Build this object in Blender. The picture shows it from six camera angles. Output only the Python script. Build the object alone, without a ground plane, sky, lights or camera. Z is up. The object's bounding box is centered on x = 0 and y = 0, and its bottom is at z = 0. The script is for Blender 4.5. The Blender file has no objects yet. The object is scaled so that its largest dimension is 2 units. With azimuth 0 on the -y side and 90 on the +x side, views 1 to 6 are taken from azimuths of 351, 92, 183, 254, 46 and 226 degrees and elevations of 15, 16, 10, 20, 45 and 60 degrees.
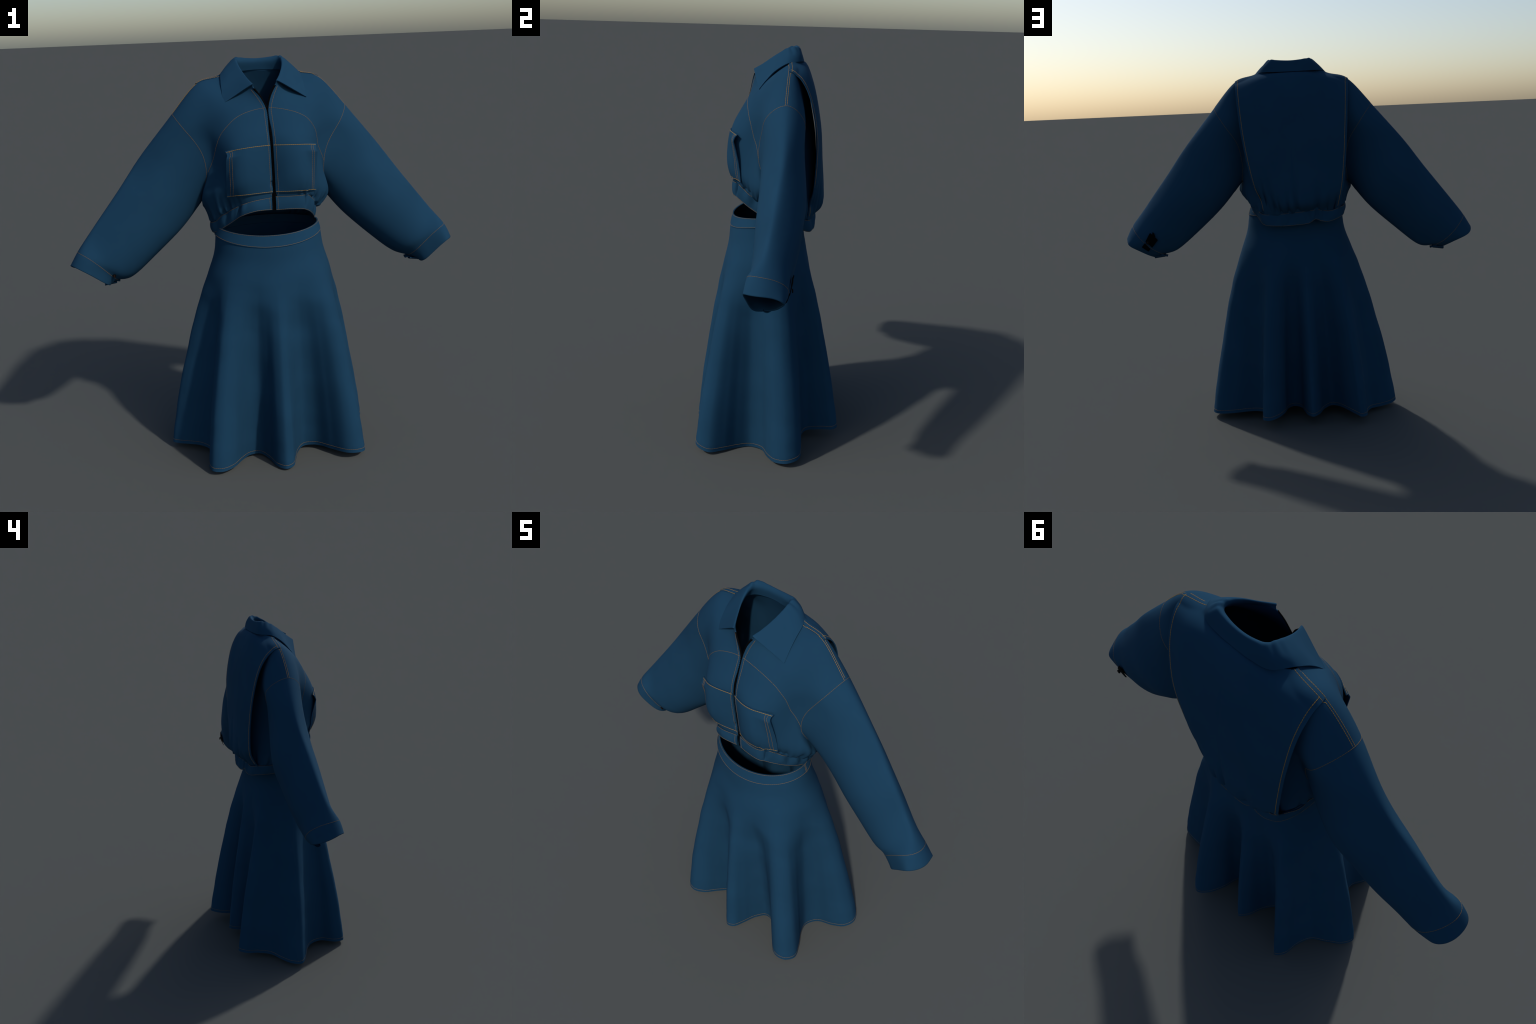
# A cropped denim jacket (drop shoulders, zip front, one-piece chest pocket,
# loose back panel, collar) hanging above a flared denim midi skirt.
import bpy, bmesh, math, random
import numpy as np
from mathutils import Vector
from mathutils.bvhtree import BVHTree

random.seed(7)
rng = np.random.default_rng(7)
scene = bpy.context.scene
coll = scene.collection


# ------------------------------------------------------------ materials
def new_mat(name):
    m = bpy.data.materials.new(name)
    m.use_nodes = True
    nt = m.node_tree
    return m, nt, nt.nodes["Principled BSDF"]


def denim(name, base, rough=0.95, spec=0.06):
    """Plain dyed twill: one blue with a very faint mottling and a fine diagonal weave."""
    m, nt, b = new_mat(name)
    N, L = nt.nodes, nt.links
    tc = N.new("ShaderNodeTexCoord")
    mott = N.new("ShaderNodeTexNoise")
    mott.inputs["Scale"].default_value = 5.0
    mott.inputs["Detail"].default_value = 3.0
    L.new(tc.outputs["Object"], mott.inputs["Vector"])
    ramp = N.new("ShaderNodeValToRGB")
    ramp.color_ramp.elements[0].position = 0.3
    ramp.color_ramp.elements[1].position = 0.7
    ramp.color_ramp.elements[0].color = (*[c * 0.95 for c in base], 1)
    ramp.color_ramp.elements[1].color = (*[c * 1.05 for c in base], 1)
    L.new(mott.outputs["Fac"], ramp.inputs["Fac"])
    mp = N.new("ShaderNodeMapping")
    mp.inputs["Rotation"].default_value = (0.5, 0.7, 0.6)
    L.new(tc.outputs["Object"], mp.inputs["Vector"])
    wv = N.new("ShaderNodeTexWave")
    wv.inputs["Scale"].default_value = 160.0
    wv.inputs["Distortion"].default_value = 1.0
    L.new(mp.outputs["Vector"], wv.inputs["Vector"])
    bump = N.new("ShaderNodeBump")
    bump.inputs["Strength"].default_value = 0.05
    bump.inputs["Distance"].default_value = 0.0006
    L.new(wv.outputs["Fac"], bump.inputs["Height"])
    L.new(ramp.outputs["Color"], b.inputs["Base Color"])
    L.new(bump.outputs["Normal"], b.inputs["Normal"])
    b.inputs["Roughness"].default_value = rough
    b.inputs["Specular IOR Level"].default_value = spec
    return m


def plain(name, col, rough=0.8, spec=0.2, metal=0.0):
    m, nt, b = new_mat(name)
    tc = nt.nodes.new("ShaderNodeTexCoord")
    nz = nt.nodes.new("ShaderNodeTexNoise")
    nz.inputs["Scale"].default_value = 60.0
    nt.links.new(tc.outputs["Object"], nz.inputs["Vector"])
    ramp = nt.nodes.new("ShaderNodeValToRGB")
    ramp.color_ramp.elements[0].color = (*[c * 0.88 for c in col], 1)
    ramp.color_ramp.elements[1].color = (*[min(1, c * 1.12) for c in col], 1)
    nt.links.new(nz.outputs["Fac"], ramp.inputs["Fac"])
    nt.links.new(ramp.outputs["Color"], b.inputs["Base Color"])
    b.inputs["Roughness"].default_value = rough
    b.inputs["Specular IOR Level"].default_value = spec
    b.inputs["Metallic"].default_value = metal
    return m


BLUE = (0.0113, 0.0463, 0.0905)
M_DENIM = denim("indigo_denim", BLUE)
M_THREAD = plain("tan_thread", (0.158, 0.104, 0.042), 0.85)
M_GOLD = plain("gold_thread", (0.28, 0.165, 0.036), 0.85)
M_ZIP = plain("black_zip_tape", (0.0018, 0.0018, 0.0022), 0.8, 0.04)
M_BUTTON = plain("black_button", (0.0025, 0.0025, 0.0025), 0.7, 0.1)
M_BROWN = plain("brown_rivet", (0.030, 0.012, 0.007), 0.7, 0.1)
M_BLACKPATCH = plain("black_patch", (0.0015, 0.0018, 0.0025), 0.95, 0.05)


# ------------------------------------------------------------ helpers
def arr(p):
    return np.array(p, float)


def catmull(P, n, closed=False):
    """Centripetal-ish Catmull-Rom through P, n samples, uniform by arc length."""
    P = arr(P)
    k = len(P)
    if closed:
        Q = np.vstack([P[-1:], P, P[:2]])
        segs = k
    else:
        Q = np.vstack([2 * P[0] - P[1], P, 2 * P[-1] - P[-2]])
        segs = k - 1
    out, par = [], []
    t = np.linspace(0, 1, 24, endpoint=False)[:, None]
    for i in range(segs):
        p0, p1, p2, p3 = Q[i], Q[i + 1], Q[i + 2], Q[i + 3]
        d1 = max(np.linalg.norm(p2 - p1), 1e-6)
        d0 = max(np.linalg.norm(p1 - p0), 1e-6)
        d2 = max(np.linalg.norm(p3 - p2), 1e-6)
        m1 = ((p1 - p0) / d0 * d1 + (p2 - p1)) * 0.5
        m2 = ((p3 - p2) / d2 * d1 + (p2 - p1)) * 0.5
        h = (2 * t**3 - 3 * t**2 + 1) * p1 + (t**3 - 2 * t**2 + t) * m1 + (-2 * t**3 + 3 * t**2) * p2 + (t**3 - t**2) * m2
        out.append(h)
        par.append(i + t[:, 0])
    C = np.vstack(out + [Q[segs + 1][None]])
    par = np.concatenate(par + [[segs]])
    s = np.concatenate([[0], np.cumsum(np.linalg.norm(np.diff(C, axis=0), axis=1))])
    want = np.linspace(0, s[-1], n, endpoint=not closed)
    res = np.stack([np.interp(want, s, C[:, a]) for a in range(C.shape[1])], 1)
    return res, np.interp(want, s, par)


def cubic_rows(P, t):
    """Catmull-Rom along axis 0 of array P[k,...] at parameters t in [0,k-1]."""
    P = arr(P)
    k = len(P)
    Q = np.concatenate([(2 * P[0] - P[1])[None], P, (2 * P[-1] - P[-2])[None]])
    i = np.clip(np.floor(t).astype(int), 0, k - 2)
    f = (t - i).reshape((-1,) + (1,) * (P.ndim - 1))
    p0, p1, p2, p3 = Q[i], Q[i + 1], Q[i + 2], Q[i + 3]
    return 0.5 * (2 * p1 + (p2 - p0) * f + (2 * p0 - 5 * p1 + 4 * p2 - p3) * f**2 + (3 * p1 - p0 - 3 * p2 + p3) * f**3)


def patch(ctrl, nr, nc):
    """Dense grid through a rows x cols net of control points."""
    C = arr(ctrl)
    R = cubic_rows(C, np.linspace(0, C.shape[0] - 1, nr))
    G = cubic_rows(R.transpose(1, 0, 2), np.linspace(0, C.shape[1] - 1, nc)).transpose(1, 0, 2)
    return G


def smoothstep(a, b, x):
    t = np.clip((x - a) / (b - a), 0, 1)
    return t * t * (3 - 2 * t)


def grid_mesh(name, G, closed=False, mat=None, thick=0.0, parent=None, flip=False, centre=0.0):
    nr, nc = G.shape[:2]
    verts = G.reshape(-1, 3)
    faces = []
    for r in range(nr - 1):
        for c in range(nc if closed else nc - 1):
            c2 = (c + 1) % nc
            f = (r * nc + c, r * nc + c2, (r + 1) * nc + c2, (r + 1) * nc + c)
            faces.append(f[::-1] if flip else f)
    return make(name, verts, faces, mat, thick, parent, centre)


def make(name, verts, faces, mat=None, thick=0.0, parent=None, centre=-1.0, smooth=True):
    me = bpy.data.meshes.new(name)
    me.from_pydata([tuple(v) for v in verts], [], [tuple(f) for f in faces])
    me.update()
    ob = bpy.data.objects.new(name, me)
    coll.objects.link(ob)
    if mat:
        me.materials.append(mat)
    if thick:
        md = ob.modifiers.new("cloth", "SOLIDIFY")
        md.thickness = thick
        md.offset = centre
        apply_mods(ob)
    for p in ob.data.polygons:
        p.use_smooth = smooth
    if thick:
        ob.data.set_sharp_from_angle(angle=math.radians(50))
    if parent:
        ob.parent = parent
    return ob


def apply_mods(ob):
    dg = bpy.context.evaluated_depsgraph_get()
    me = bpy.data.meshes.new_from_object(ob.evaluated_get(dg))
    old = ob.data
    ob.modifiers.clear()
    ob.data = me
    bpy.data.meshes.remove(old)


def bvh_of(obs):
    V, F = [], []
    for o in obs:
        k = len(V)
        V += [v.co.copy() for v in o.data.vertices]
        F += [tuple(k + i for i in p.vertices) for p in o.data.polygons]
    return BVHTree.FromPolygons(V, F)


class Thread:
    """Collects rows of stitches (short raised dashes) into one mesh."""

    def __init__(self):
        self.v, self.f = [], []

    def dash(self, P, Nn, w, h):
        """flat-topped bead along points P with surface normals Nn"""
        k = len(P)
        base = len(self.v)
        for i in range(k):
            t = P[min(i + 1, k - 1)] - P[max(i - 1, 0)]
            t = t / (np.linalg.norm(t) + 1e-9)
            n = Nn[i]
            s = np.cross(t, n)
            s /= np.linalg.norm(s) + 1e-9
            e = 0.55 if i in (0, k - 1) else 1.0
            self.v += [P[i] - s * w * e - n * 0.0006, P[i] - s * w * 0.6 * e + n * h * e, P[i] + s * w * 0.6 * e + n * h * e, P[i] + s * w * e - n * 0.0006]
        for i in range(k - 1):
            a, b = base + 4 * i, base + 4 * i + 4
            for j in range(3):
                self.f.append((a + j, a + j + 1, b + j + 1, b + j))
        self.f.append((base, base + 1, base + 2, base + 3))
        e = base + 4 * (k - 1)
        self.f.append((e + 3, e + 2, e + 1, e))

    def row(self, path, bvh, snap=True, closed=False, w=0.00102, h=0.0009, stitch=0.0085, gap=0.0008, dense=True, ray=None, smooth=True):
        path = arr(path)
        if smooth:
            seg = np.linalg.norm(np.diff(path, axis=0), axis=1).sum()
            C, _ = catmull(path, max(8, int(seg / 0.0024)), closed)
        else:
            s = np.concatenate([[0], np.cumsum(np.linalg.norm(np.diff(path, axis=0), axis=1))])
            w_ = np.linspace(0, s[-1], max(8, int(s[-1] / 0.0024)))
            C = np.stack([np.interp(w_, s, path[:, a]) for a in range(3)], 1)
        if closed:
            C = np.vstack([C, C[:1]])
        P, Nn = [], []
        for c in C:
            hit = None
            if ray is not None:
                d = Vector(ray)
                hit = bvh.ray_cast(Vector(c) - d * 0.25, d)
                if hit[0] is None or (hit[0] - Vector(c)).length > 0.12:
                    hit = None
            if hit is None:
                hit = bvh.find_nearest(Vector(c))
            co, no = arr(hit[0]), arr(hit[1])
            if ray is not None and no @ arr(ray) > 0:
                no = -no
            P.append(co)
            Nn.append(no)
        P, Nn = arr(P), arr(Nn)
        # soften normals so the thread does not twist
        for _ in range(2):
            Nn[1:-1] = (Nn[:-2] + Nn[1:-1] * 2 + Nn[2:]) / 4
        Nn /= np.linalg.norm(Nn, axis=1)[:, None] + 1e-9
        per = max(3, int(round(stitch / 0.0024)))
        i = 0
        while i < len(P) - 1:
            j = min(i + per, len(P) - 1)
            seg = P[i : j + 1].copy()
            if len(seg) >= 2:
                a = seg[1] - seg[0]
                seg[0] += a / (np.linalg.norm(a) + 1e-9) * gap * 0.5
                b = seg[-2] - seg[-1]
                seg[-1] += b / (np.linalg.norm(b) + 1e-9) * gap * 0.5
                self.dash(seg, Nn[i : j + 1], w, h)
            i = j
        return P, Nn

    def build(self, name, mat, parent):
        ob = make(name, self.v, self.f, mat, 0, parent)
        ob["kind"] = "stuff"
        return ob


def empty(name, label, cat):
    e = bpy.data.objects.new(name, None)
    coll.objects.link(e)
    e["label"], e["category"] = label, cat
    return e


jacket = empty("denim_jacket", "cropped blue denim jacket with wide sleeves and tan topstitching", "jacket")
skirt = empty("denim_skirt", "long flared blue denim skirt with soft hanging folds", "skirt")

# ------------------------------------------------------------ the skirt
# hem curve in plan, anticlockwise; '1' marks the crest of a hanging fold
HEM = [
    (0.442, 0.025, 0.012, 0), (0.501, 0.064, 0.019, 0), (0.521, 0.122, 0.026, 1), (0.487, 0.180, 0.033, 0),
    (0.398, 0.194, 0.039, 0), (0.288, 0.189, 0.046, 0), (0.226, 0.215, 0.052, 0), (0.216, 0.289, 0.058, 0),
    (0.213, 0.362, 0.061, 0), (0.179, 0.381, 0.063, 1), (0.134, 0.345, 0.064, 0), (0.098, 0.268, 0.063, 0), (0.078, 0.190, 0.061, 0),
    (0.045, 0.160, 0.060, 0), (0.008, 0.180, 0.058, 0), (-0.014, 0.245, 0.057, 0), (-0.036, 0.298, 0.056, 0), (-0.060, 0.319, 0.056, 1),
    (-0.092, 0.285, 0.056, 0), (-0.126, 0.201, 0.057, 0), (-0.168, 0.156, 0.058, 0), (-0.211, 0.182, 0.060, 0), (-0.250, 0.236, 0.061, 0),
    (-0.294, 0.300, 0.060, 0), (-0.327, 0.331, 0.055, 1), (-0.357, 0.294, 0.048, 0), (-0.366, 0.215, 0.038, 0), (-0.392, 0.146, 0.030, 0),
    (-0.456, 0.099, 0.025, 0), (-0.519, 0.050, 0.026, 0), (-0.542, -0.002, 0.030, 1), (-0.506, -0.036, 0.034, 0), (-0.455, -0.062, 0.037, 0),
    (-0.400, -0.092, 0.038, 0), (-0.360, -0.138, 0.036, 0), (-0.345, -0.200, 0.032, 0), (-0.378, -0.278, 0.027, 0), (-0.367, -0.336, 0.023, 1),
    (-0.321, -0.350, 0.020, 0), (-0.260, -0.319, 0.018, 0), (-0.206, -0.253, 0.016, 0), (-0.159, -0.207, 0.014, 0), (-0.106, -0.202, 0.012, 0),
    (-0.068, -0.256, 0.009, 0), (-0.037, -0.346, 0.009, 0), (0.000, -0.378, 0.010, 1), (0.036, -0.362, 0.011, 0), (0.060, -0.305, 0.012, 0),
    (0.085, -0.238, 0.016, 0), (0.127, -0.188, 0.020, 0), (0.187, -0.197, 0.024, 0), (0.256, -0.268, 0.030, 0), (0.322, -0.336, 0.036, 0),
    (0.366, -0.347, 0.036, 1), (0.409, -0.329, 0.030, 0), (0.430, -0.275, 0.017, 0), (0.397, -0.205, 0.011, 0), (0.348, -0.135, 0.003, 0),
    (0.324, -0.070, 0.000, 0), (0.357, -0.010, 0.004, 0),
]
NS, NT = 640, 120
H4 = arr(HEM)
Hc, Hpar = catmull(H4[:, :3], NS, closed=True)
peaks = [i for i in range(len(HEM)) if HEM[i][3] == 1]
pk_s = np.array([np.argmin(np.abs(Hpar - i)) for i in peaks], float)
pk_th = np.unwrap(np.arctan2(H4[peaks, 1], H4[peaks, 0]))
pk_r = np.hypot(H4[peaks, 0], H4[peaks, 1])
s_idx = np.arange(NS, dtype=float)
xs = np.concatenate([[pk_s[-1] - NS], pk_s, [pk_s[0] + NS]])
th = np.interp(s_idx, xs, np.concatenate([[pk_th[-1] - 2 * np.pi], pk_th, [pk_th[0] + 2 * np.pi]]))
rad = np.interp(s_idx, xs, np.concatenate([[pk_r[-1]], pk_r, [pk_r[0]]]))


def ringsmooth(a, k, unwrap=None):
    for _ in range(k):
        if unwrap:
            a = (np.roll(a, 1) - unwrap * (np.arange(NS) == 0) + a * 2 + np.roll(a, -1) + unwrap * (np.arange(NS) == NS - 1)) / 4
        else:
            a = (np.roll(a, 1) + a * 2 + np.roll(a, -1)) / 4
    return a


th = ringsmooth(th, 900, 2 * np.pi)
rad = ringsmooth(rad, 120)
front_dip = lambda a: np.maximum(0, -np.sin(a)) ** 1.6
z_seam = lambda a: 1.150 - 0.042 * front_dip(a)
z_rim = lambda a: 1.197 - 0.028 * front_dip(a)


def waist(th, a, b, cy):
    return np.stack([a * np.cos(th), cy + b * np.sin(th)], -1)


W = waist(th, 0.265, 0.186, -0.028) + arr([0.006, 0])
Hxy = Hc[:, :2]
E = np.stack([rad * np.cos(th), rad * np.sin(th)], 1)
ENV_T = np.linspace(0, 1, 200)  # how far each height has swung out towards the hem
ENV_R = catmull([(0, 0), (0.07, 0.03), (0.17, 0.165), (0.285, 0.335), (0.37, 0.44), (0.446, 0.53), (0.557, 0.645), (0.683, 0.772), (0.781, 0.853), (0.963, 0.98), (1, 1)], 400)[0]
ENV_R = np.interp(ENV_T, ENV_R[:, 0], ENV_R[:, 1])
rows = []
ts = np.concatenate([np.linspace(0, 0.08, 10)[:-1], np.linspace(0.08, 1, NT - 9)])
for t in ts:
    env = np.interp(t, ENV_T, ENV_R)
    env = (env + 0.05 * np.maximum(0, np.cos(th)) * np.sin(np.pi * min(1, t * 1.6)) * (t < 0.625))
    back = 0.15 * np.maximum(0, np.sin(th))
    env = (env * (1 - back) + t * back)[:, None]
    fold = np.clip((t - 0.11) / 0.89, 0, 1) ** 0.78 * smoothstep(0.04, 0.40, t)
    xy = W + (E - W) * env + (Hxy - E) * fold
    zs = z_seam(th)
    z = zs + (Hc[:, 2] - zs) * t
    rip = 0.0011 * np.sin(34 * z + 4 * th + 2 * np.sin(7 * z)) * np.sin(3 * th + 9 * z)
    rip = rip * smoothstep(0.08, 0.3, t) * (1 - smoothstep(0.93, 1.0, t))
    xy = xy + np.stack([np.cos(th), np.sin(th)], 1) * rip[:, None]
    rows.append(np.column_stack([xy, z]))
G = arr(rows)
skirt_panel = grid_mesh("skirt_panel", G, True, M_DENIM, 0.004, skirt, flip=True, centre=-1)
# waistband: a separate faced band sewn on top
wrows = []
for k, f in enumerate(np.linspace(0, 1, 10)):
    a = 0.269 + (0.255 - 0.269) * f
    b = 0.188 + (0.177 - 0.188) * f
    xy = waist(th, a, b, -0.028 + 0.002 * f) + arr([0.005, 0])
    zt = z_rim(th)
    zb = z_seam(th) + 0.002
    wrows.append(np.column_stack([xy, zb + (zt - zb) * f]))
WG = arr(wrows)[::-1]
waistband = grid_mesh("waistband", WG, True, M_DENIM, 0.006, skirt, flip=True, centre=-1)
bv = bvh_of([skirt_panel, waistband])
T = Thread()
k = int(NT * 0.0)
zhem = 0.018
hemline = G[-1] + (G[-3] - G[-1]) * (zhem / np.maximum(np.linalg.norm(G[-3] - G[-1], axis=1), 1e-6))[:, None]
T.row(hemline, bv, closed=True, smooth=False)
T.row(WG[-1] + arr([0, 0, 0.004]), bv, closed=True, smooth=False)
T.row(WG[0] + arr([0, 0, -0.003]), bv, closed=True, smooth=False)
for dth in (0.0, 0.035):
    a0 = 0.12 + dth
    j = int(np.argmin(np.abs(((th - a0 + np.pi) % (2 * np.pi)) - np.pi)))
    T.row(WG[::-1][:, j], bv, smooth=False)
T.build("skirt_stitching", M_THREAD, skirt)

# ------------------------------------------------------------ jacket hem band
BT = [
    (0.022, -0.182, 1.354), (0.090, -0.192, 1.353), (0.140, -0.188, 1.352), (0.178, -0.160, 1.347), (0.208, -0.124, 1.322), (0.230, -0.075, 1.285),
    (0.246, -0.010, 1.250), (0.243, 0.055, 1.235), (0.215, 0.125, 1.200), (0.165, 0.176, 1.174), (0.090, 0.196, 1.176), (0.025, 0.204, 1.180),
    (-0.060, 0.206, 1.188), (-0.114, 0.202, 1.194), (-0.145, 0.198, 1.188), (-0.182, 0.190, 1.184), (-0.234, 0.166, 1.196), (-0.262, 0.085, 1.202),
    (-0.267, 0.005, 1.207), (-0.257, -0.050, 1.222), (-0.214, -0.105, 1.268), (-0.165, -0.150, 1.305), (-0.130, -0.178, 1.326), (-0.079, -0.194, 1.342), (0.002, -0.182, 1.350),
]
BB = [
    (0.022, -0.184, 1.288), (0.090, -0.192, 1.289), (0.140, -0.187, 1.285), (0.166, -0.166, 1.276), (0.197, -0.132, 1.256), (0.225, -0.078, 1.224),
    (0.241, -0.010, 1.190), (0.236, 0.050, 1.174), (0.205, 0.108, 1.150), (0.166, 0.180, 1.116), (0.090, 0.204, 1.110), (0.030, 0.212, 1.112),
    (-0.066, 0.212, 1.120), (-0.106, 0.203, 1.141), (-0.140, 0.204, 1.130), (-0.180, 0.196, 1.126), (-0.231, 0.166, 1.140), (-0.258, 0.085, 1.148),
    (-0.263, 0.005, 1.156), (-0.254, -0.040, 1.166), (-0.216, -0.090, 1.198), (-0.171, -0.138, 1.239), (-0.140, -0.176, 1.268), (-0.075, -0.200, 1.291), (0.002, -0.187, 1.291),
]
NB = 420
tt = np.linspace(0, len(BT) - 1, NB)
bt, bb = cubic_rows(arr(BT), tt), cubic_rows(arr(BB), tt)


def band_top(theta):
    """point of the band's upper edge in direction theta, seen from above"""
    a = np.arctan2(bt[:, 1], bt[:, 0])
    j = int(np.argmin(np.abs((a - theta + np.pi) % (2 * np.pi) - np.pi)))
    return bt[j]


# ------------------------------------------------------------ jacket shell: control cage
def zip_x(z):
    return 0.019 - 0.014 * (z - 1.282) / 0.49


# right half (x > 0) as worn-left; columns: front c0..c4, side, back b4..b0
ROWS = {
    1: dict(f=[(0.019, -0.184, 1.397), (0.09, -0.206, 1.393), (0.170, -0.190, 1.385), (0.242, -0.119, 1.355), (0.292, -0.056, 1.312)],
            s=(0.300, 0.020, 1.278), b=[(0.276, 0.085, 1.262), (0.234, 0.140, 1.240), (0.17, 0.188, 1.222), (0.09, 0.206, 1.215), (0, 0.212, 1.218)]),
    2: dict(f=[(0.016, -0.186, 1.440), (0.09, -0.213, 1.440), (0.175, -0.200, 1.435), (0.250, -0.112, 1.412), (0.312, -0.048, 1.372)],
            s=(0.304, 0.024, 1.310), b=[(0.282, 0.085, 1.325), (0.238, 0.125, 1.350), (0.17, 0.183, 1.340), (0.09, 0.208, 1.340), (0, 0.216, 1.340)]),
    3: dict(f=[(0.014, -0.188, 1.500), (0.09, -0.214, 1.503), (0.177, -0.198, 1.500), (0.246, -0.102, 1.495), (0.290, -0.056, 1.455)],
            s=(0.296, 0.032, 1.342), b=[(0.282, 0.090, 1.425), (0.24, 0.118, 1.470), (0.17, 0.173, 1.470), (0.09, 0.202, 1.470), (0, 0.212, 1.470)]),
    4: dict(f=[(0.011, -0.190, 1.603), (0.09, -0.207, 1.603), (0.176, -0.186, 1.597), (0.243, -0.106, 1.600), (0.304, -0.060, 1.555)],
            b=[(0.298, 0.120, 1.545), (0.25, 0.132, 1.570), (0.17, 0.168, 1.585), (0.09, 0.193, 1.590), (0, 0.201, 1.590)]),
    5: dict(f=[(0.009, -0.166, 1.682), (0.09, -0.174, 1.681), (0.177, -0.142, 1.693), (0.248, -0.096, 1.680), (0.350, -0.044, 1.635)],
            b=[(0.340, 0.146, 1.622), (0.268, 0.148, 1.680), (0.17, 0.152, 1.690), (0.09, 0.172, 1.700), (0, 0.180, 1.700)]),
    6: dict(f=[(0.007, -0.128, 1.768), (0.09, -0.112, 1.787), (0.188, -0.066, 1.815), (0.290, -0.022, 1.822), (0.396, -0.022, 1.700)],
            b=[(0.386, 0.142, 1.690), (0.292, 0.120, 1.812), (0.18, 0.136, 1.840), (0.09, 0.142, 1.840), (0, 0.146, 1.840)]),
    7: dict(f=[(0.052, -0.104, 1.868), (0.112, -0.045, 1.903), (0.183, 0.070, 1.927), (0.300, 0.074, 1.889), (0.430, 0.066, 1.754)],
            b=[None, None, None, (0.10, 0.104, 1.932), (0, 0.108, 1.936)]),
}
TH_F = [None, -66, -46, -28, -15]
TH_B = [28, 40, 52, 66, 90]

# sleeve rings: (top point, under point, front y, back y, flatness)
SLEEVE = [
    ((0.590, 0.062, 1.560), (0.378, 0.060, 1.240), -0.044, 0.166, 0.0),
    ((0.695, 0.048, 1.424), (0.478, 0.060, 1.138), -0.050, 0.161, 0.0),
    ((0.800, 0.030, 1.290), (0.588, 0.058, 1.042), -0.054, 0.144, 0.0),
    ((0.880, 0.012, 1.189), (0.690, 0.050, 0.966), -0.060, 0.118, 0.1),
]
# the seam where the cuff is set on, and its open end, in the same order round the ring (top, front, under, back)
CUFF = {
    1: [
        [(0.940, 0.000, 1.116), (0.922, -0.048, 1.116), (0.880, -0.067, 1.094), (0.827, -0.061, 1.045), (0.782, -0.038, 0.990),
         (0.758, 0.012, 0.953), (0.772, 0.060, 0.956), (0.822, 0.096, 0.992), (0.882, 0.104, 1.052), (0.925, 0.058, 1.098)],
        [(0.978, -0.004, 1.047), (0.960, -0.054, 1.046), (0.928, -0.080, 1.037), (0.876, -0.068, 0.988), (0.826, -0.042, 0.933),
         (0.814, 0.008, 0.926), (0.846, 0.055, 0.945), (0.908, 0.084, 0.984), (0.950, 0.091, 1.012), (0.968, 0.055, 1.036)],
    ],
    -1: [
        [(-0.938, -0.015, 1.112), (-0.917, -0.058, 1.109), (-0.869, -0.078, 1.079), (-0.819, -0.071, 1.031), (-0.776, -0.044, 0.980),
         (-0.756, 0.005, 0.950), (-0.770, 0.055, 0.953), (-0.820, 0.088, 0.985), (-0.880, 0.094, 1.045), (-0.925, 0.045, 1.095)],
        [(-0.979, -0.006, 1.043), (-0.965, -0.055, 1.052), (-0.921, -0.086, 1.034), (-0.869, -0.082, 0.998), (-0.816, -0.056, 0.952),
         (-0.795, -0.012, 0.930), (-0.815, 0.035, 0.938), (-0.872, 0.075, 0.972), (-0.930, 0.083, 1.000), (-0.968, 0.045, 1.020)],
    ],
}


def sleeve_ring(T, U, yf, yb, flat):
    T, U = arr(T), arr(U)
    out = []
    # order: T, f6,f5,f4,f3, U, b3,b4,b5,b6
    angs = [0, 36, 72, 108, 144, 180, 216, 252, 288, 324]
    for a in angs:
        r = math.radians(a)
        s = (1 - math.cos(r)) / 2
        p = T + (U - T) * s
        w = math.sin(r)
        ym = p[1]
        side = (ym - yf) if w > 0 else (yb - ym)
        ww = abs(w)
        if flat < 0.2 and a in (36, 324):
            ww *= 0.72  # the sleeve is pressed to a soft ridge along its top
        if flat < 0.2 and a in (72, 288):
            ww *= 0.96
        if flat and a in (36, 324):
            ww = ww + (0.95 - ww) * flat
            s2 = 0.02 * flat
            p = T + (U - T) * (s * (1 - flat) + (0.06 + (0.05 if a == 324 else -0.02)) * flat)
        if flat and a in (144, 216):
            ww = ww * (1 - 0.5 * flat)
        p[1] = ym - math.copysign(ww * side, w)
        out.append(p)
    return out


verts, faces, fmat = [], [], []
REG = {"front": 0, "back": 1, "sleeve": 2, "cuff": 3}


def V(p):
    verts.append(arr(p))
    return len(verts) - 1


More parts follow.
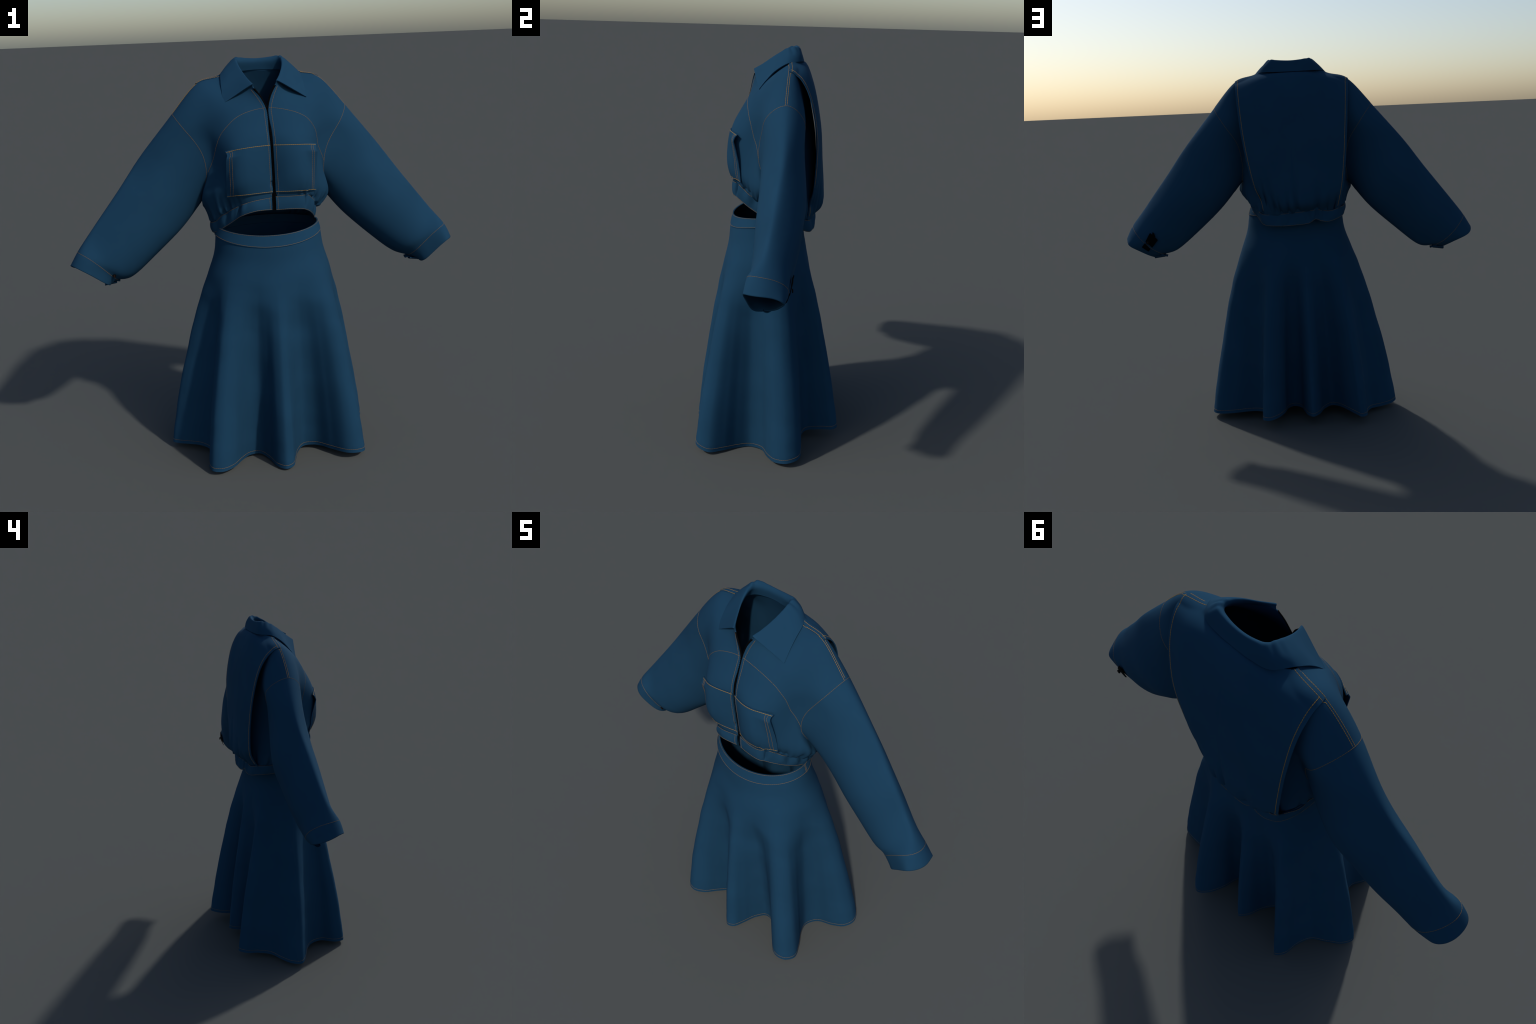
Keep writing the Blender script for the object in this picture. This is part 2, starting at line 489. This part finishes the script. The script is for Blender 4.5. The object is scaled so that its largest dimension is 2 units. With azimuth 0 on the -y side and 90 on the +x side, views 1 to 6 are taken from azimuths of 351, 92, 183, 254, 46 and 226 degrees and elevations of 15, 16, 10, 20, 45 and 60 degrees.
centre_back = {}
HALF = {}
for sgn in (1, -1):
    idx = {}

    def put(key, p):
        p = arr(p)
        if sgn < 0:
            p = p * arr([-1, 1, 1])
            if key[0] == "f" and key[2] == 0 and key[1] < 7:
                p[0] = -p[0]  # centre front edge of the other half: recomputed below
        idx[key] = V(p)

    for r in range(8):
        for c in range(5):
            if r == 0:
                if c == 0:
                    z = 1.342
                    p = arr([zip_x(z) + sgn * 0.006, -0.180, z])
                    idx["f", 0, 0] = V(p)
                else:
                    q = band_top(math.radians(TH_F[c]) if sgn > 0 else math.radians(180 - TH_F[c]))
                    idx["f", 0, c] = V(q * arr([0.985, 0.985, 1]) - arr([0, 0, 0.014]))
            elif c == 0 and r < 7:
                p = arr(ROWS[r]["f"][0])
                idx["f", r, 0] = V([zip_x(p[2]) + sgn * 0.006, p[1], p[2]])
            else:
                d = arr([0, 0, 0.0])
                if sgn < 0 and r == 7:  # this shoulder sits a little lower and further forward
                    d = arr([0, 0, -0.010]) if c < 2 else arr([0.003, -0.017, -0.006])
                elif sgn < 0 and r == 6 and c >= 2:
                    d = arr([0, -0.008, -0.006])
                put(("f", r, c), arr(ROWS[r]["f"][c]) + d)
        for c in range(5):  # c counts from centre back: b0..b4
            if c == 0:
                if sgn > 0:
                    q = band_top(math.radians(90)) + arr([0, -0.008, -0.016]) if r == 0 else ROWS[r]["b"][4]
                    idx["b", r, 0] = centre_back[r] = V(q)
                else:
                    idx["b", r, 0] = centre_back[r]
            elif r == 0:
                q = band_top(math.radians(TH_B[4 - c]) if sgn > 0 else math.radians(180 - TH_B[4 - c]))
                idx["b", 0, c] = V(q * arr([0.975, 0.965, 1]) - arr([0, 0, 0.016]))
            elif r == 7 and c >= 2:
                idx["b", 7, c] = idx["f", 7, c]
            else:
                put(("b", r, c), ROWS[r]["b"][4 - c])
    q = band_top(0.08 if sgn > 0 else math.pi - 0.08)
    idx["s", 0] = V(q * arr([0.985, 1, 1]) - arr([0, 0, 0.014]))
    for r in (1, 2, 3):
        put(("s", r, 9), arr(ROWS[r]["s"]) + (arr([0, 0, -0.012]) if sgn < 0 and r > 1 else 0))
        idx["s", r] = idx.pop(("s", r, 9))
    HALF[sgn] = idx

    def face(q, reg):
        q = [idx[k] if isinstance(k, tuple) else k for k in q]
        faces.append(q if sgn > 0 else q[::-1])
        fmat.append(REG[reg])

    for r in range(7):
        for c in range(4):
            face([("f", r, c), ("f", r, c + 1), ("f", r + 1, c + 1), ("f", r + 1, c)], "front")
            face([("b", r, c + 1), ("b", r, c), ("b", r + 1, c), ("b", r + 1, c + 1)], "back")
    for r in range(3):
        face([("f", r, 4), ("s", r), ("s", r + 1), ("f", r + 1, 4)], "front")
        face([("s", r), ("b", r, 4), ("b", r + 1, 4), ("s", r + 1)], "back")
    ring = [("f", 7, 4)] + [("f", r, 4) for r in (6, 5, 4, 3)] + [("s", 3)] + [("b", r, 4) for r in (3, 4, 5, 6)]
    ring = [idx[k] for k in ring]
    idx["rings"] = [ring]
    for k, S in enumerate(SLEEVE + [None, None]):
        pts = sleeve_ring(*S) if S else [arr(p) for p in CUFF[sgn][k - len(SLEEVE)]]
        new = []
        for p in pts:
            if S is None:
                pass
            elif sgn < 0:  # the other arm swings a little further forward and hangs fuller below
                under = (1 - math.cos(math.radians(36 * len(new)))) / 2
                p = p * arr([-1, 1, 1]) + arr([0, -0.012 * min(1, (k + 1) / 3), 0]) + (arr([0, -0.004, -0.014]) * under if k < 4 else arr([0.004, 0, 0.013]) * (len(new) in (2, 3, 4)))
            else:
                p = p + (arr([0, 0, 0.005]) * (len(new) in (4, 5, 6)) if k < 4 else 0)
            new.append(V(p))
        for j in range(10):
            j2 = (j + 1) % 10
            q = [ring[j], ring[j2], new[j2], new[j]]
            faces.append(q if sgn > 0 else q[::-1])
            fmat.append(REG["cuff"] if k == len(SLEEVE) + 1 else REG["sleeve"])
        ring = new
        idx["rings"].append(ring)

target = arr(verts)
me = bpy.data.meshes.new("shell")
me.from_pydata([tuple(v) for v in verts], [], faces)
for nm in ("a", "b", "c", "d"):
    me.materials.append(bpy.data.materials.new("region_" + nm))
for p, k in zip(me.polygons, fmat):
    p.material_index = k
shell = bpy.data.objects.new("shell", me)
coll.objects.link(shell)
sub = shell.modifiers.new("s", "SUBSURF")
sub.levels = sub.render_levels = 1
cage = target.copy()
for it in range(10):  # bend the cage until the smooth surface passes through the design points
    me.vertices.foreach_set("co", cage.ravel())
    me.update()
    sub.levels = 4 if it == 9 else 3
    dg = bpy.context.evaluated_depsgraph_get()
    ev = shell.evaluated_get(dg).to_mesh()
    lim = np.empty(len(ev.vertices) * 3)
    ev.vertices.foreach_get("co", lim)
    lim = lim.reshape(-1, 3)[: len(target)]
    if it < 9:
        cage += (target - lim) * 0.8
sub.levels = 4
apply_mods(shell)
n0 = len(shell.data.vertices)


def region_lines(me, sel):
    """ordered polylines of the edges for which sel(materials of the two faces, midpoint) holds"""
    em = {}
    for p in me.polygons:
        for e in p.edge_keys:
            em.setdefault(e, []).append(p.material_index)
    adj = {}
    for (a, b), ms in em.items():
        mid = (me.vertices[a].co + me.vertices[b].co) / 2
        if sel(sorted(ms), mid):
            adj.setdefault(a, []).append(b)
            adj.setdefault(b, []).append(a)
    lines = []
    left = set(adj)
    while left:
        start = next((v for v in sorted(left) if len(adj[v]) == 1), min(left))
        line = [start]
        left.discard(start)
        while True:
            nxt = [v for v in adj[line[-1]] if v in left]
            if not nxt:
                break
            line.append(nxt[0])
            left.discard(nxt[0])
        if len(line) > 2 and start in adj[line[-1]]:
            line.append(start)
        lines.append(arr([me.vertices[i].co for i in line]))
    return lines


co = np.empty(n0 * 3)
shell.data.vertices.foreach_get("co", co)
co = co.reshape(-1, 3)
no = arr([v.normal for v in shell.data.vertices])
tha = np.arctan2(co[:, 1], co[:, 0])
ztop = np.interp(tha, np.sort(np.arctan2(bt[:, 1], bt[:, 0])), bt[np.argsort(np.arctan2(bt[:, 1], bt[:, 0])), 2])
up = co[:, 2] - ztop
reach = smoothstep(0.0, 0.014, up) * np.exp(-np.clip(up, 0, 1) / 0.035) * (np.abs(co[:, 0]) < 0.34) * smoothstep(0.11, 0.20, np.abs(co[:, 0])) * (co[:, 2] < 1.46)
fold = np.sin(31 * tha + 2.2 * np.sin(7 * tha)) + 0.6 * np.sin(53 * tha + 1.0)
wide = np.exp(-(((tha + 2.72) / 0.10) ** 2)) - 0.8 * np.exp(-(((tha + 2.50) / 0.10) ** 2))
soft = smoothstep(0.0, 0.03, up) * np.exp(-np.clip(up - 0.03, 0, 1) / 0.09) * (co[:, 2] < 1.5) * (np.abs(co[:, 0]) < 0.33)
co += no * (0.0100 * reach * fold + 0.011 * soft * wide)[:, None]
shell.data.vertices.foreach_set("co", co.ravel())
shell.data.update()

armhole = region_lines(shell.data, lambda m, p: len(m) == 2 and m[1] == 2 and m[0] < 2)
cuffline = region_lines(shell.data, lambda m, p: m == [2, 3])
shoulder = region_lines(shell.data, lambda m, p: m == [0, 1] and p.z > 1.5)
cuff_end = region_lines(shell.data, lambda m, p: m == [3])
shell_bvh = bvh_of([shell])

md = shell.modifiers.new("cloth", "SOLIDIFY")
md.thickness = 0.005
md.offset = -1
apply_mods(shell)


def split_shell():
    me = shell.data
    me.update()
    vn = arr([v.normal for v in me.vertices])
    co = arr([v.co for v in me.vertices])
    groups = {}
    for p in me.polygons:
        cx = p.center.x
        k = p.material_index
        key = {0: "front_panel", 1: "back_lining", 2: "sleeve", 3: "cuff"}[k]
        side = "" if key == "back_lining" else ("+" if cx > zip_x(min(max(p.center.z, 1.28), 1.77)) else "-")
        groups.setdefault((key, side), []).append(tuple(p.vertices))
    made = {}
    for (key, side), fs in groups.items():
        used = sorted({i for f in fs for i in f})
        mp = {i: k for k, i in enumerate(used)}
        m2 = bpy.data.meshes.new(key)
        m2.from_pydata([tuple(co[i]) for i in used], [], [tuple(mp[i] for i in f) for f in fs])
        m2.materials.append(M_DENIM)
        for p in m2.polygons:
            p.use_smooth = True
        m2.update()
        m2.normals_split_custom_set_from_vertices([tuple(vn[i]) for i in used])
        ob = bpy.data.objects.new(key, m2)
        coll.objects.link(ob)
        ob.parent = jacket
        made[key, side] = ob
    return made


parts = split_shell()
bpy.data.objects.remove(shell)
for sd in "+-":
    parts["cuff", sd].parent = parts["sleeve", sd]
for m in [m for m in bpy.data.materials if m.name.startswith("region_")]:
    bpy.data.materials.remove(m)

# ------------------------------------------------------------ hem band mesh
f = np.linspace(0, 1, 9)[:, None, None]
ang = np.arange(NB)
outw = np.column_stack([bt[:, 0], bt[:, 1], np.zeros(NB)])
outw /= np.linalg.norm(outw, axis=1)[:, None]
pucker = 0.0052 * np.sin(ang * 0.29 + 1.6 * np.sin(ang * 0.06)) * smoothstep(40, 80, ang) * smoothstep(40, 80, NB - ang)
bx = bt[:, 0]
isf = bt[:, 1] < 0
for x0, dp, wd in ((0.172, -0.012, 0.007), (0.196, 0.004, 0.012), (-0.128, 0.006, 0.010), (-0.148, -0.012, 0.008), (-0.180, 0.005, 0.009), (-0.205, -0.008, 0.008)):
    pucker = pucker + isf * dp * np.exp(-(((bx - x0) / wd) ** 2))
BG = bt[None] * (1 - f) + bb[None] * f + outw[None] * (0.003 + 0.003 * np.sin(np.pi * f)) + outw[None] * (pucker[None, :, None] * np.sin(np.pi * (0.25 + 0.75 * f)))
band = grid_mesh("hem_band", BG, False, M_DENIM, 0.006, jacket, flip=True, centre=0)

# ------------------------------------------------------------ loose back panel
def symm(row):
    """mirror a half row written from the +x edge to the centre"""
    return row + [(-x, y, z) for x, y, z in row[-2::-1]]


BP = [
    [(0.299, 0.068, 1.892), (0.186, 0.064, 1.931), (0.092, 0.116, 1.938), (0, 0.122, 1.941), (-0.092, 0.116, 1.938), (-0.186, 0.048, 1.925), (-0.305, 0.047, 1.887)],
    [(0.299, 0.124, 1.858), (0.190, 0.146, 1.887), (0.092, 0.157, 1.888), (0, 0.160, 1.888), (-0.092, 0.157, 1.888), (-0.192, 0.135, 1.884), (-0.306, 0.112, 1.852)],
    [(0.291, 0.172, 1.763), (0.190, 0.196, 1.768), (0.092, 0.196, 1.768), (0, 0.199, 1.770), (-0.092, 0.196, 1.768), (-0.195, 0.187, 1.765), (-0.301, 0.166, 1.765)],
    [(0.272, 0.206, 1.600), (0.184, 0.219, 1.600), (0.090, 0.228, 1.600), (0, 0.231, 1.600), (-0.095, 0.230, 1.600), (-0.195, 0.221, 1.600), (-0.292, 0.203, 1.610)],
    [(0.246, 0.209, 1.440), (0.170, 0.230, 1.440), (0.086, 0.237, 1.440), (0, 0.242, 1.440), (-0.095, 0.245, 1.440), (-0.190, 0.238, 1.445), (-0.280, 0.218, 1.450)],
    [(0.221, 0.206, 1.330), (0.157, 0.226, 1.315), (0.080, 0.247, 1.305), (0, 0.254, 1.300), (-0.092, 0.256, 1.305), (-0.184, 0.246, 1.315), (-0.265, 0.216, 1.325)],
    [(0.192, 0.186, 1.262), (0.143, 0.212, 1.240), (0.074, 0.241, 1.228), (0, 0.251, 1.226), (-0.090, 0.250, 1.234), (-0.176, 0.238, 1.248), (-0.252, 0.200, 1.262)],
    [(0.170, 0.174, 1.194), (0.130, 0.190, 1.178), (0.068, 0.202, 1.180), (0, 0.208, 1.185), (-0.090, 0.207, 1.194), (-0.168, 0.194, 1.190), (-0.240, 0.166, 1.204)],
    [(0.172, 0.164, 1.172), (0.130, 0.181, 1.158), (0.068, 0.193, 1.160), (0, 0.198, 1.165), (-0.090, 0.197, 1.174), (-0.168, 0.186, 1.170), (-0.242, 0.155, 1.180)],
]
PG = patch(BP, 130, 150)
u = np.linspace(0, 1, 150)[None]
v = np.linspace(0, 1, 130)[:, None]
# gathers where the panel is drawn into the band, each with its own place, width, length and depth
low = np.clip((v - 0.47) / 0.40, 0, 1.25)
gath = np.zeros((130, 150))
for u0, wd, dp, ln, lean in ((0.055, 0.020, 0.012, 1.0, 0.05), (0.095, 0.014, 0.011, 0.75, 0.05), (0.150, 0.018, 0.020, 0.8, 0.02), (0.27, 0.022, 0.015, 0.85, 0.06), (0.33, 0.016, 0.012, 0.6, 0.05), (0.43, 0.020, 0.013, 0.7, 0.02), (0.535, 0.024, 0.017, 0.95, 0.05), (0.72, 0.030, 0.016, 0.8, -0.03), (0.83, 0.022, 0.010, 0.6, -0.03), (0.93, 0.016, 0.014, 0.5, -0.02)):
    q = (u - u0 - lean * (low - 1) * 0.9) / (wd * (1.6 - 0.6 * np.minimum(low, 1)))
    gath -= 1.5 * dp * np.exp(-q * q) * smoothstep(1 - ln, 1.05, low) ** 0.65 * (1 - 0.75 * smoothstep(1.02, 1.2, low))
gath += 0.006 * smoothstep(0.3, 1.0, low) * (1 - smoothstep(1.0, 1.2, low))
gath -= 0.0012 * np.exp(-(((u - 0.5) / 0.006) ** 2)) * smoothstep(0.04, 0.1, v)  # centre back seam
PG[..., 1] += gath
# the top edge is caught in the shoulder seams: lay it on the shell there
for i in range(7):
    wgt = 1 - smoothstep(0, 7, float(i))
    for j in range(150):
        h = shell_bvh.find_nearest(Vector(PG[i, j]))
        q = arr(h[0]) + arr(h[1]) * 0.0012
        PG[i, j] += (q - PG[i, j]) * wgt
# nowhere may the shell beneath show through the panel
for i in range(115):
    for j in range(150):
        p = Vector(PG[i, j])
        h = shell_bvh.find_nearest(p)
        gap = (p - h[0]).dot(h[1])
        need = 0.0012 + 0.0032 * min(1, i / 9)
        if gap < need and h[3] < 0.05:
            PG[i, j] += arr(h[1]) * (need - gap)
for _ in range(3):
    PG[1:60, 1:-1] = (PG[1:60, 1:-1] * 2 + PG[0:59, 1:-1] + PG[2:61, 1:-1] + PG[1:60, :-2] + PG[1:60, 2:]) / 6
back_panel = grid_mesh("back_panel", PG, False, M_DENIM, 0.0045, jacket, flip=False, centre=0)

# ------------------------------------------------------------ collar
CO = {  # stations from front end to centre back: neck, inner, fold, outer, edge
    0: [(0.053, -0.100, 1.868), (0.058, -0.102, 1.880), (0.066, -0.105, 1.886), (0.137, -0.088, 1.845), (0.207, -0.071, 1.803)],
    1: [(0.082, -0.078, 1.884), (0.080, -0.070, 1.903), (0.090, -0.058, 1.914), (0.150, -0.044, 1.882), (0.206, -0.038, 1.846)],
    2: [(0.122, -0.025, 1.904), (0.106, -0.015, 1.935), (0.111, -0.002, 1.955), (0.162, 0.006, 1.926), (0.204, 0.004, 1.890)],
    3: [(0.150, 0.045, 1.920), (0.114, 0.046, 1.966), (0.119, 0.052, 1.986), (0.160, 0.062, 1.957), (0.193, 0.060, 1.924)],
    4: [(0.122, 0.084, 1.930), (0.098, 0.080, 1.975), (0.107, 0.094, 1.996), (0.130, 0.110, 1.966), (0.147, 0.114, 1.932)],
    5: [(0.062, 0.100, 1.934), (0.052, 0.094, 1.974), (0.054, 0.107, 1.990), (0.064, 0.119, 1.962), (0.074, 0.129, 1.931)],
}
c6 = [(0, 0.103, 1.936), (0, 0.098, 1.973), (0, 0.110, 1.987), (0, 0.121, 1.960), (0, 0.131, 1.930)]
drop = {0: 0.012, 1: 0.008, 2: 0.004, 3: 0, 4: 0, 5: 0}
stations = [CO[k] for k in range(6)] + [c6] + [[(-x * 0.945, y - (0.007 if k < 4 and i > 3 else 0.003 if k < 4 and i == 3 else 0), z - drop[k] + (0.004 if 0 < k < 4 and i > 2 else 0)) for i, (x, y, z) in enumerate(CO[k])] for k in range(5, -1, -1)]
CG = patch(arr(stations).transpose(1, 0, 2), 60, 220)
# a few shallow buckles where the fold turns round the side of the neck
uu = np.linspace(-1, 1, 220)[None]
vv = np.linspace(0, 1, 60)[:, None]
buck = 0.0028 * np.sin(uu * 60) * np.exp(-((np.abs(uu) - 0.42) / 0.13) ** 2) * np.exp(-((vv - 0.56) / 0.16) ** 2)
CG[..., 2] += buck
collar = grid_mesh("collar", CG, False, M_DENIM, 0.005, jacket, flip=True, centre=0)

# ------------------------------------------------------------ zip
fronts = [parts["front_panel", "+"], parts["front_panel", "-"]]
front_bvh = bvh_of(fronts)


def front_y(x, z):
    h = front_bvh.ray_cast(Vector((x, -1, z)), Vector((0, 1, 0)))
    return h[0].y if h[0] is not None else None


zz = np.linspace(1.286, 1.775, 60)
CF = arr([ROWS[r]["f"][0] for r in range(1, 7)])
cy = arr([front_y(zip_x(z) + 0.012, z) or -0.184 for z in zz])
cy = np.where(zz < 1.357, -0.187, cy)
cy = np.convolve(np.pad(cy, 3, mode="edge"), np.ones(7) / 7, "valid")
ZG = arr([[(zip_x(z) + o, y + 0.004, z) for o in np.linspace(-0.012, 0.012, 5)] for z, y in zip(zz, cy)])
zip_tape = grid_mesh("zip_tape", ZG, False, M_ZIP, 0.003, jacket, centre=0)
# open upper part: a strip of tape along each edge of the neck opening
for sgn in (1, -1):
    idx = HALF[sgn]
    a, b = target[idx["f", 6, 0]], target[idx["f", 7, 0]]
    P, _ = catmull([target[idx["f", 5, 0]], a, (a + b) / 2 + arr([sgn * -0.006, -0.006, -0.004]), b], 60)
    P = P[np.where(P[:, 2] > a[2] - 0.004)[0]]
    S = []
    for p in P:
        h = front_bvh.find_nearest(Vector(p))
        q = arr(h[0])
        S.append([q + arr([-sgn * 0.007, 0.003, 0]), q + arr([-sgn * 0.002, -0.001, 0]), q + arr([sgn * 0.004, 0.004, 0])])
    grid_mesh("zip_tape", arr(S), False, M_ZIP, 0.002, jacket, centre=0)
# teeth
teeth_v, teeth_f = [], []
for k, z in enumerate(np.arange(1.292, 1.772, 0.0045)):
    y = np.interp(z, zz, cy)
    x = zip_x(z) + (0.0012 if k % 2 else -0.0012)
    b0 = len(teeth_v)
    for dx in (-0.0026, 0.0026):
        for dy in (-0.0012, 0.003):
            for dz in (-0.0013, 0.0013):
                teeth_v.append((x + dx, y + dy, z + dz))
    for q in ((0, 1, 3, 2), (4, 6, 7, 5), (0, 4, 5, 1), (2, 3, 7, 6), (0, 2, 6, 4), (1, 5, 7, 3)):
        teeth_f.append(tuple(b0 + i for i in q))
tz = make("zip_teeth", teeth_v, teeth_f, M_ZIP, 0, zip_tape, smooth=False)
tz["kind"] = "stuff"

# ------------------------------------------------------------ chest pocket, two halves
POCK = {}
EDGE_V = [0.0, 0.2, 0.45, 0.7, 0.86, 0.94, 1.0]
EDGE_Y = [-0.148, -0.152, -0.162, -0.177, -0.188, -0.180, -0.166]  # free side edge gapes forward
for sgn in (1, -1):
    nu, nv = 60, 60
    G2 = np.zeros((nv, nu, 3))
    for j, v_ in enumerate(np.linspace(0, 1, nv)):
        for i, u_ in enumerate(np.linspace(0, 1, nu)):
            zc = 1.374 + (1.604 - 1.374) * v_
            ze = (1.363 if sgn > 0 else 1.359) + ((1.592 if sgn > 0 else 1.584) - 1.363) * v_
            x0 = zip_x(zc) + sgn * 0.0075
            x1 = 0.229 if sgn > 0 else -0.208
            if v_ > 0.85:
                x1 += -sgn * 0.006 * math.sin((v_ - 0.85) / 0.15 * math.pi)
            x = x0 + (x1 - x0) * u_
            z = zc + (ze - zc) * u_**3
            y = (front_y(x, z) or -0.15) - 0.0035 - 0.003 * math.sin(math.pi * v_) * min(1, u_ * 4)
            if u_ > 0.5:
                xa = x0 + (x1 - x0) * 0.62
                ya = (front_y(xa, z) or -0.2) - 0.006
                ye = np.interp(v_, EDGE_V, EDGE_Y) - (0.010 if sgn < 0 else 0)
                line_y = ya + (ye - ya) * ((u_ - 0.62) / 0.38)
                w_ = smoothstep(0.5, 0.85, u_)
                y = min(y, y * (1 - w_) + line_y * w_)
            G2[j, i] = (x, y, z)
    for _ in range(6):
        G2[1:-1, 1:-1, 1] = (G2[:-2, 1:-1, 1] + G2[2:, 1:-1, 1] + G2[1:-1, :-2, 1] + G2[1:-1, 2:, 1]) / 4
    POCK[sgn] = G2
    grid_mesh("pocket", G2, False, M_DENIM, 0.004, jacket, flip=sgn < 0, centre=0)
pockets = [o for o in jacket.children if o.name.startswith("pocket")]

# ------------------------------------------------------------ stitching
T = Thread()
Tg = Thread()
body_bvh = bvh_of(fronts + [parts["back_lining", ""], parts["sleeve", "+"], parts["sleeve", "-"], parts["cuff", "+"], parts["cuff", "-"]])
for line in armhole:
    T.row(line, body_bvh, smooth=False)
for line in cuffline:
    T.row(line, body_bvh, smooth=False)
panel_bvh = bvh_of([back_panel])
all_bvh = bvh_of(fronts + [back_panel, parts["sleeve", "+"], parts["sleeve", "-"]])
for line in shoulder:
    if line[0, 2] < line[-1, 2]:
        line = line[::-1]
    for dy in (-0.0085, 0.0070):
        Tg.row(line + arr([0, dy, 0]), all_bvh, smooth=False, ray=(0, 0, -1))
# loose back panel edges
for col_, step in ((3, 1), (-4, -1)):
    Tg.row(PG[0:-18, col_] + arr([0, 0.004, 0]), panel_bvh, smooth=False, w=0.0014)
# pocket
for sgn in (1, -1):
    P = POCK[sgn]
    pb = bvh_of(pockets)
    up = arr([0, -0.004, 0])
    Tg.row(P[-2, :] + up, pb, smooth=False, w=0.0016)
    Tg.row(P[1, :] + up, pb, smooth=False, w=0.0013)
    for c in (-5, -8):
        T.row(P[1:-1, c] + up, pb, smooth=False)
# zip topstitching, one row on each side
for sgn in (1, -1):
    fp = bvh_of(fronts + pockets)
    zs = list(np.linspace(1.36, 1.76, 14))
    pts = [(zip_x(z) + sgn * 0.0165 + (0.002 if sgn > 0 else 0), np.interp(z, zz, cy) - 0.012, z) for z in zs]
    a, b = target[HALF[sgn]["f", 6, 0]], target[HALF[sgn]["f", 7, 0]]
    pts += [tuple((a + b) / 2 + arr([sgn * 0.010, -0.012, 0.0])), tuple(b + arr([sgn * 0.012, -0.012, -0.004]))]
    T.row(pts, fp, ray=(0, 1, 0))
# curved bib seam
BIB = {
    1: [(0.290, 1.492), (0.284, 1.512), (0.270, 1.545), (0.256, 1.578), (0.250, 1.612), (0.242, 1.646), (0.224, 1.679), (0.195, 1.712), (0.149, 1.738), (0.102, 1.753), (0.055, 1.763), (0.014, 1.768)],
    -1: [(-0.284, 1.470), (-0.262, 1.520), (-0.251, 1.556), (-0.242, 1.596), (-0.227, 1.640), (-0.210, 1.668), (-0.192, 1.689), (-0.156, 1.722), (-0.118, 1.743), (-0.060, 1.760), (-0.002, 1.768)],
}
for sgn in (1, -1):
    pts = [(x, front_y(x, z) or -0.06, z) for x, z in BIB[sgn]]
    T.row(pts, front_bvh, ray=(0, 1, 0))
# hem band rows: under the top edge, along the bottom edge, down the two ends
bb_bvh = bvh_of([band])
T.row(BG[0] * 0.92 + BG[1] * 0.08 + outw * 0.004, bb_bvh, smooth=False)
T.row(BG[-1] + arr([0, 0, 0.002]) + outw * 0.004, bb_bvh, smooth=False)
for c in (2, -3):
    T.row(BG[:, c] + outw[c] * 0.004, bb_bvh, smooth=False)
T.build("stitching", M_THREAD, jacket)
Tg.build("topstitching", M_GOLD, jacket)


# ------------------------------------------------------------ cuff buttons and tabs
def disc(name, p, n, r, h, mat, parent):
    bm = bmesh.new()
    bmesh.ops.create_cone(bm, cap_ends=True, segments=28, radius1=r, radius2=r * 0.86, depth=h)
    me = bpy.data.meshes.new(name)
    bm.to_mesh(me)
    bm.free()
    me.materials.append(mat)
    ob = bpy.data.objects.new(name, me)
    coll.objects.link(ob)
    ob.rotation_mode = "QUATERNION"
    ob.rotation_quaternion = Vector(n).to_track_quat("Z", "Y")
    ob.location = Vector(p) + Vector(n) * h * 0.5
    ob.parent = parent
    return ob


def quad_on(name, corners, direction, mat, parent, lift, n=14, thick=0.003):
    """thin quad laid on the sleeve: corners given in (x, z), dropped along +-y"""
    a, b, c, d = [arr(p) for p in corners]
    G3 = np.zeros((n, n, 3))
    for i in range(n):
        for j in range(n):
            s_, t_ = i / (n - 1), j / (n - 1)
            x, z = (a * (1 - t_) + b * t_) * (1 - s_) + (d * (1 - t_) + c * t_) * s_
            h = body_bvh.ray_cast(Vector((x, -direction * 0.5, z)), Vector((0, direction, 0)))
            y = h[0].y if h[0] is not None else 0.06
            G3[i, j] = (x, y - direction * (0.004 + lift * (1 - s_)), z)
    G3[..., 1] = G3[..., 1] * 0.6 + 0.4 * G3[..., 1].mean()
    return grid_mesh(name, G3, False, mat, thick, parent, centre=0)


for sd, x, z, side in (("-", -0.770, 0.988, -1), ("+", 0.836, 1.030, 1)):
    h = body_bvh.ray_cast(Vector((x, side * 0.5, z)), Vector((0, -side, 0)))
    if h[0] is None:
        h = body_bvh.find_nearest(Vector((x, side * 0.06, z)))
    lift = 0.010 if sd == "+" else 0.0
    face_n = (h[1] * 0.35 + Vector((0, side * 0.8, 0.15))).normalized()
    b = disc("button", h[0] + face_n * (lift + 0.002), face_n, 0.0095, 0.005, M_BUTTON, jacket)
    disc("button_centre", h[0] + face_n * (lift + 0.007), face_n, 0.0034, 0.0012, M_BROWN, jacket)
# black patches at the back of the wearer's left cuff: large, lower, small upper
quad_on("cuff_dark_patch", [(0.820, 1.086), (0.778, 1.044), (0.815, 1.000), (0.851, 1.036)], -1, M_BLACKPATCH, jacket, 0.008)
quad_on("cuff_dark_patch", [(0.856, 1.026), (0.828, 0.990), (0.842, 0.976), (0.876, 1.004)], -1, M_BLACKPATCH, jacket, 0.004)
quad_on("cuff_dark_patch", [(0.803, 1.090), (0.796, 1.082), (0.792, 1.062), (0.812, 1.066)], -1, M_BLACKPATCH, jacket, 0.008, n=6)
# loose strap ends and folded corners hanging under each cuff
for sgn in (1, -1):
    for x0, y0, z0, lx, ly, lz, tilt in ((0.792, 0.020, 0.944, 0.030, 0.055, 0.016, -0.004), (0.764, 0.034, 0.948, 0.018, 0.040, 0.010, 0.004)):
        S = []
        for i in range(8):
            f_ = i / 7
            row_ = []
            for j in range(7):
                g_ = j / 6 - 0.5
                row_.append(arr([sgn * (x0 + lx * (f_ * 2 - 1)), y0 + ly * g_ * (1 - 0.3 * f_), z0 + tilt * (f_ * 2 - 1) - lz * math.cos(g_ * 2.4) + 0.008 * f_ * g_]))
            S.append(row_)
        grid_mesh("cuff_strap", arr(S), False, M_DENIM, 0.004, jacket, centre=0)
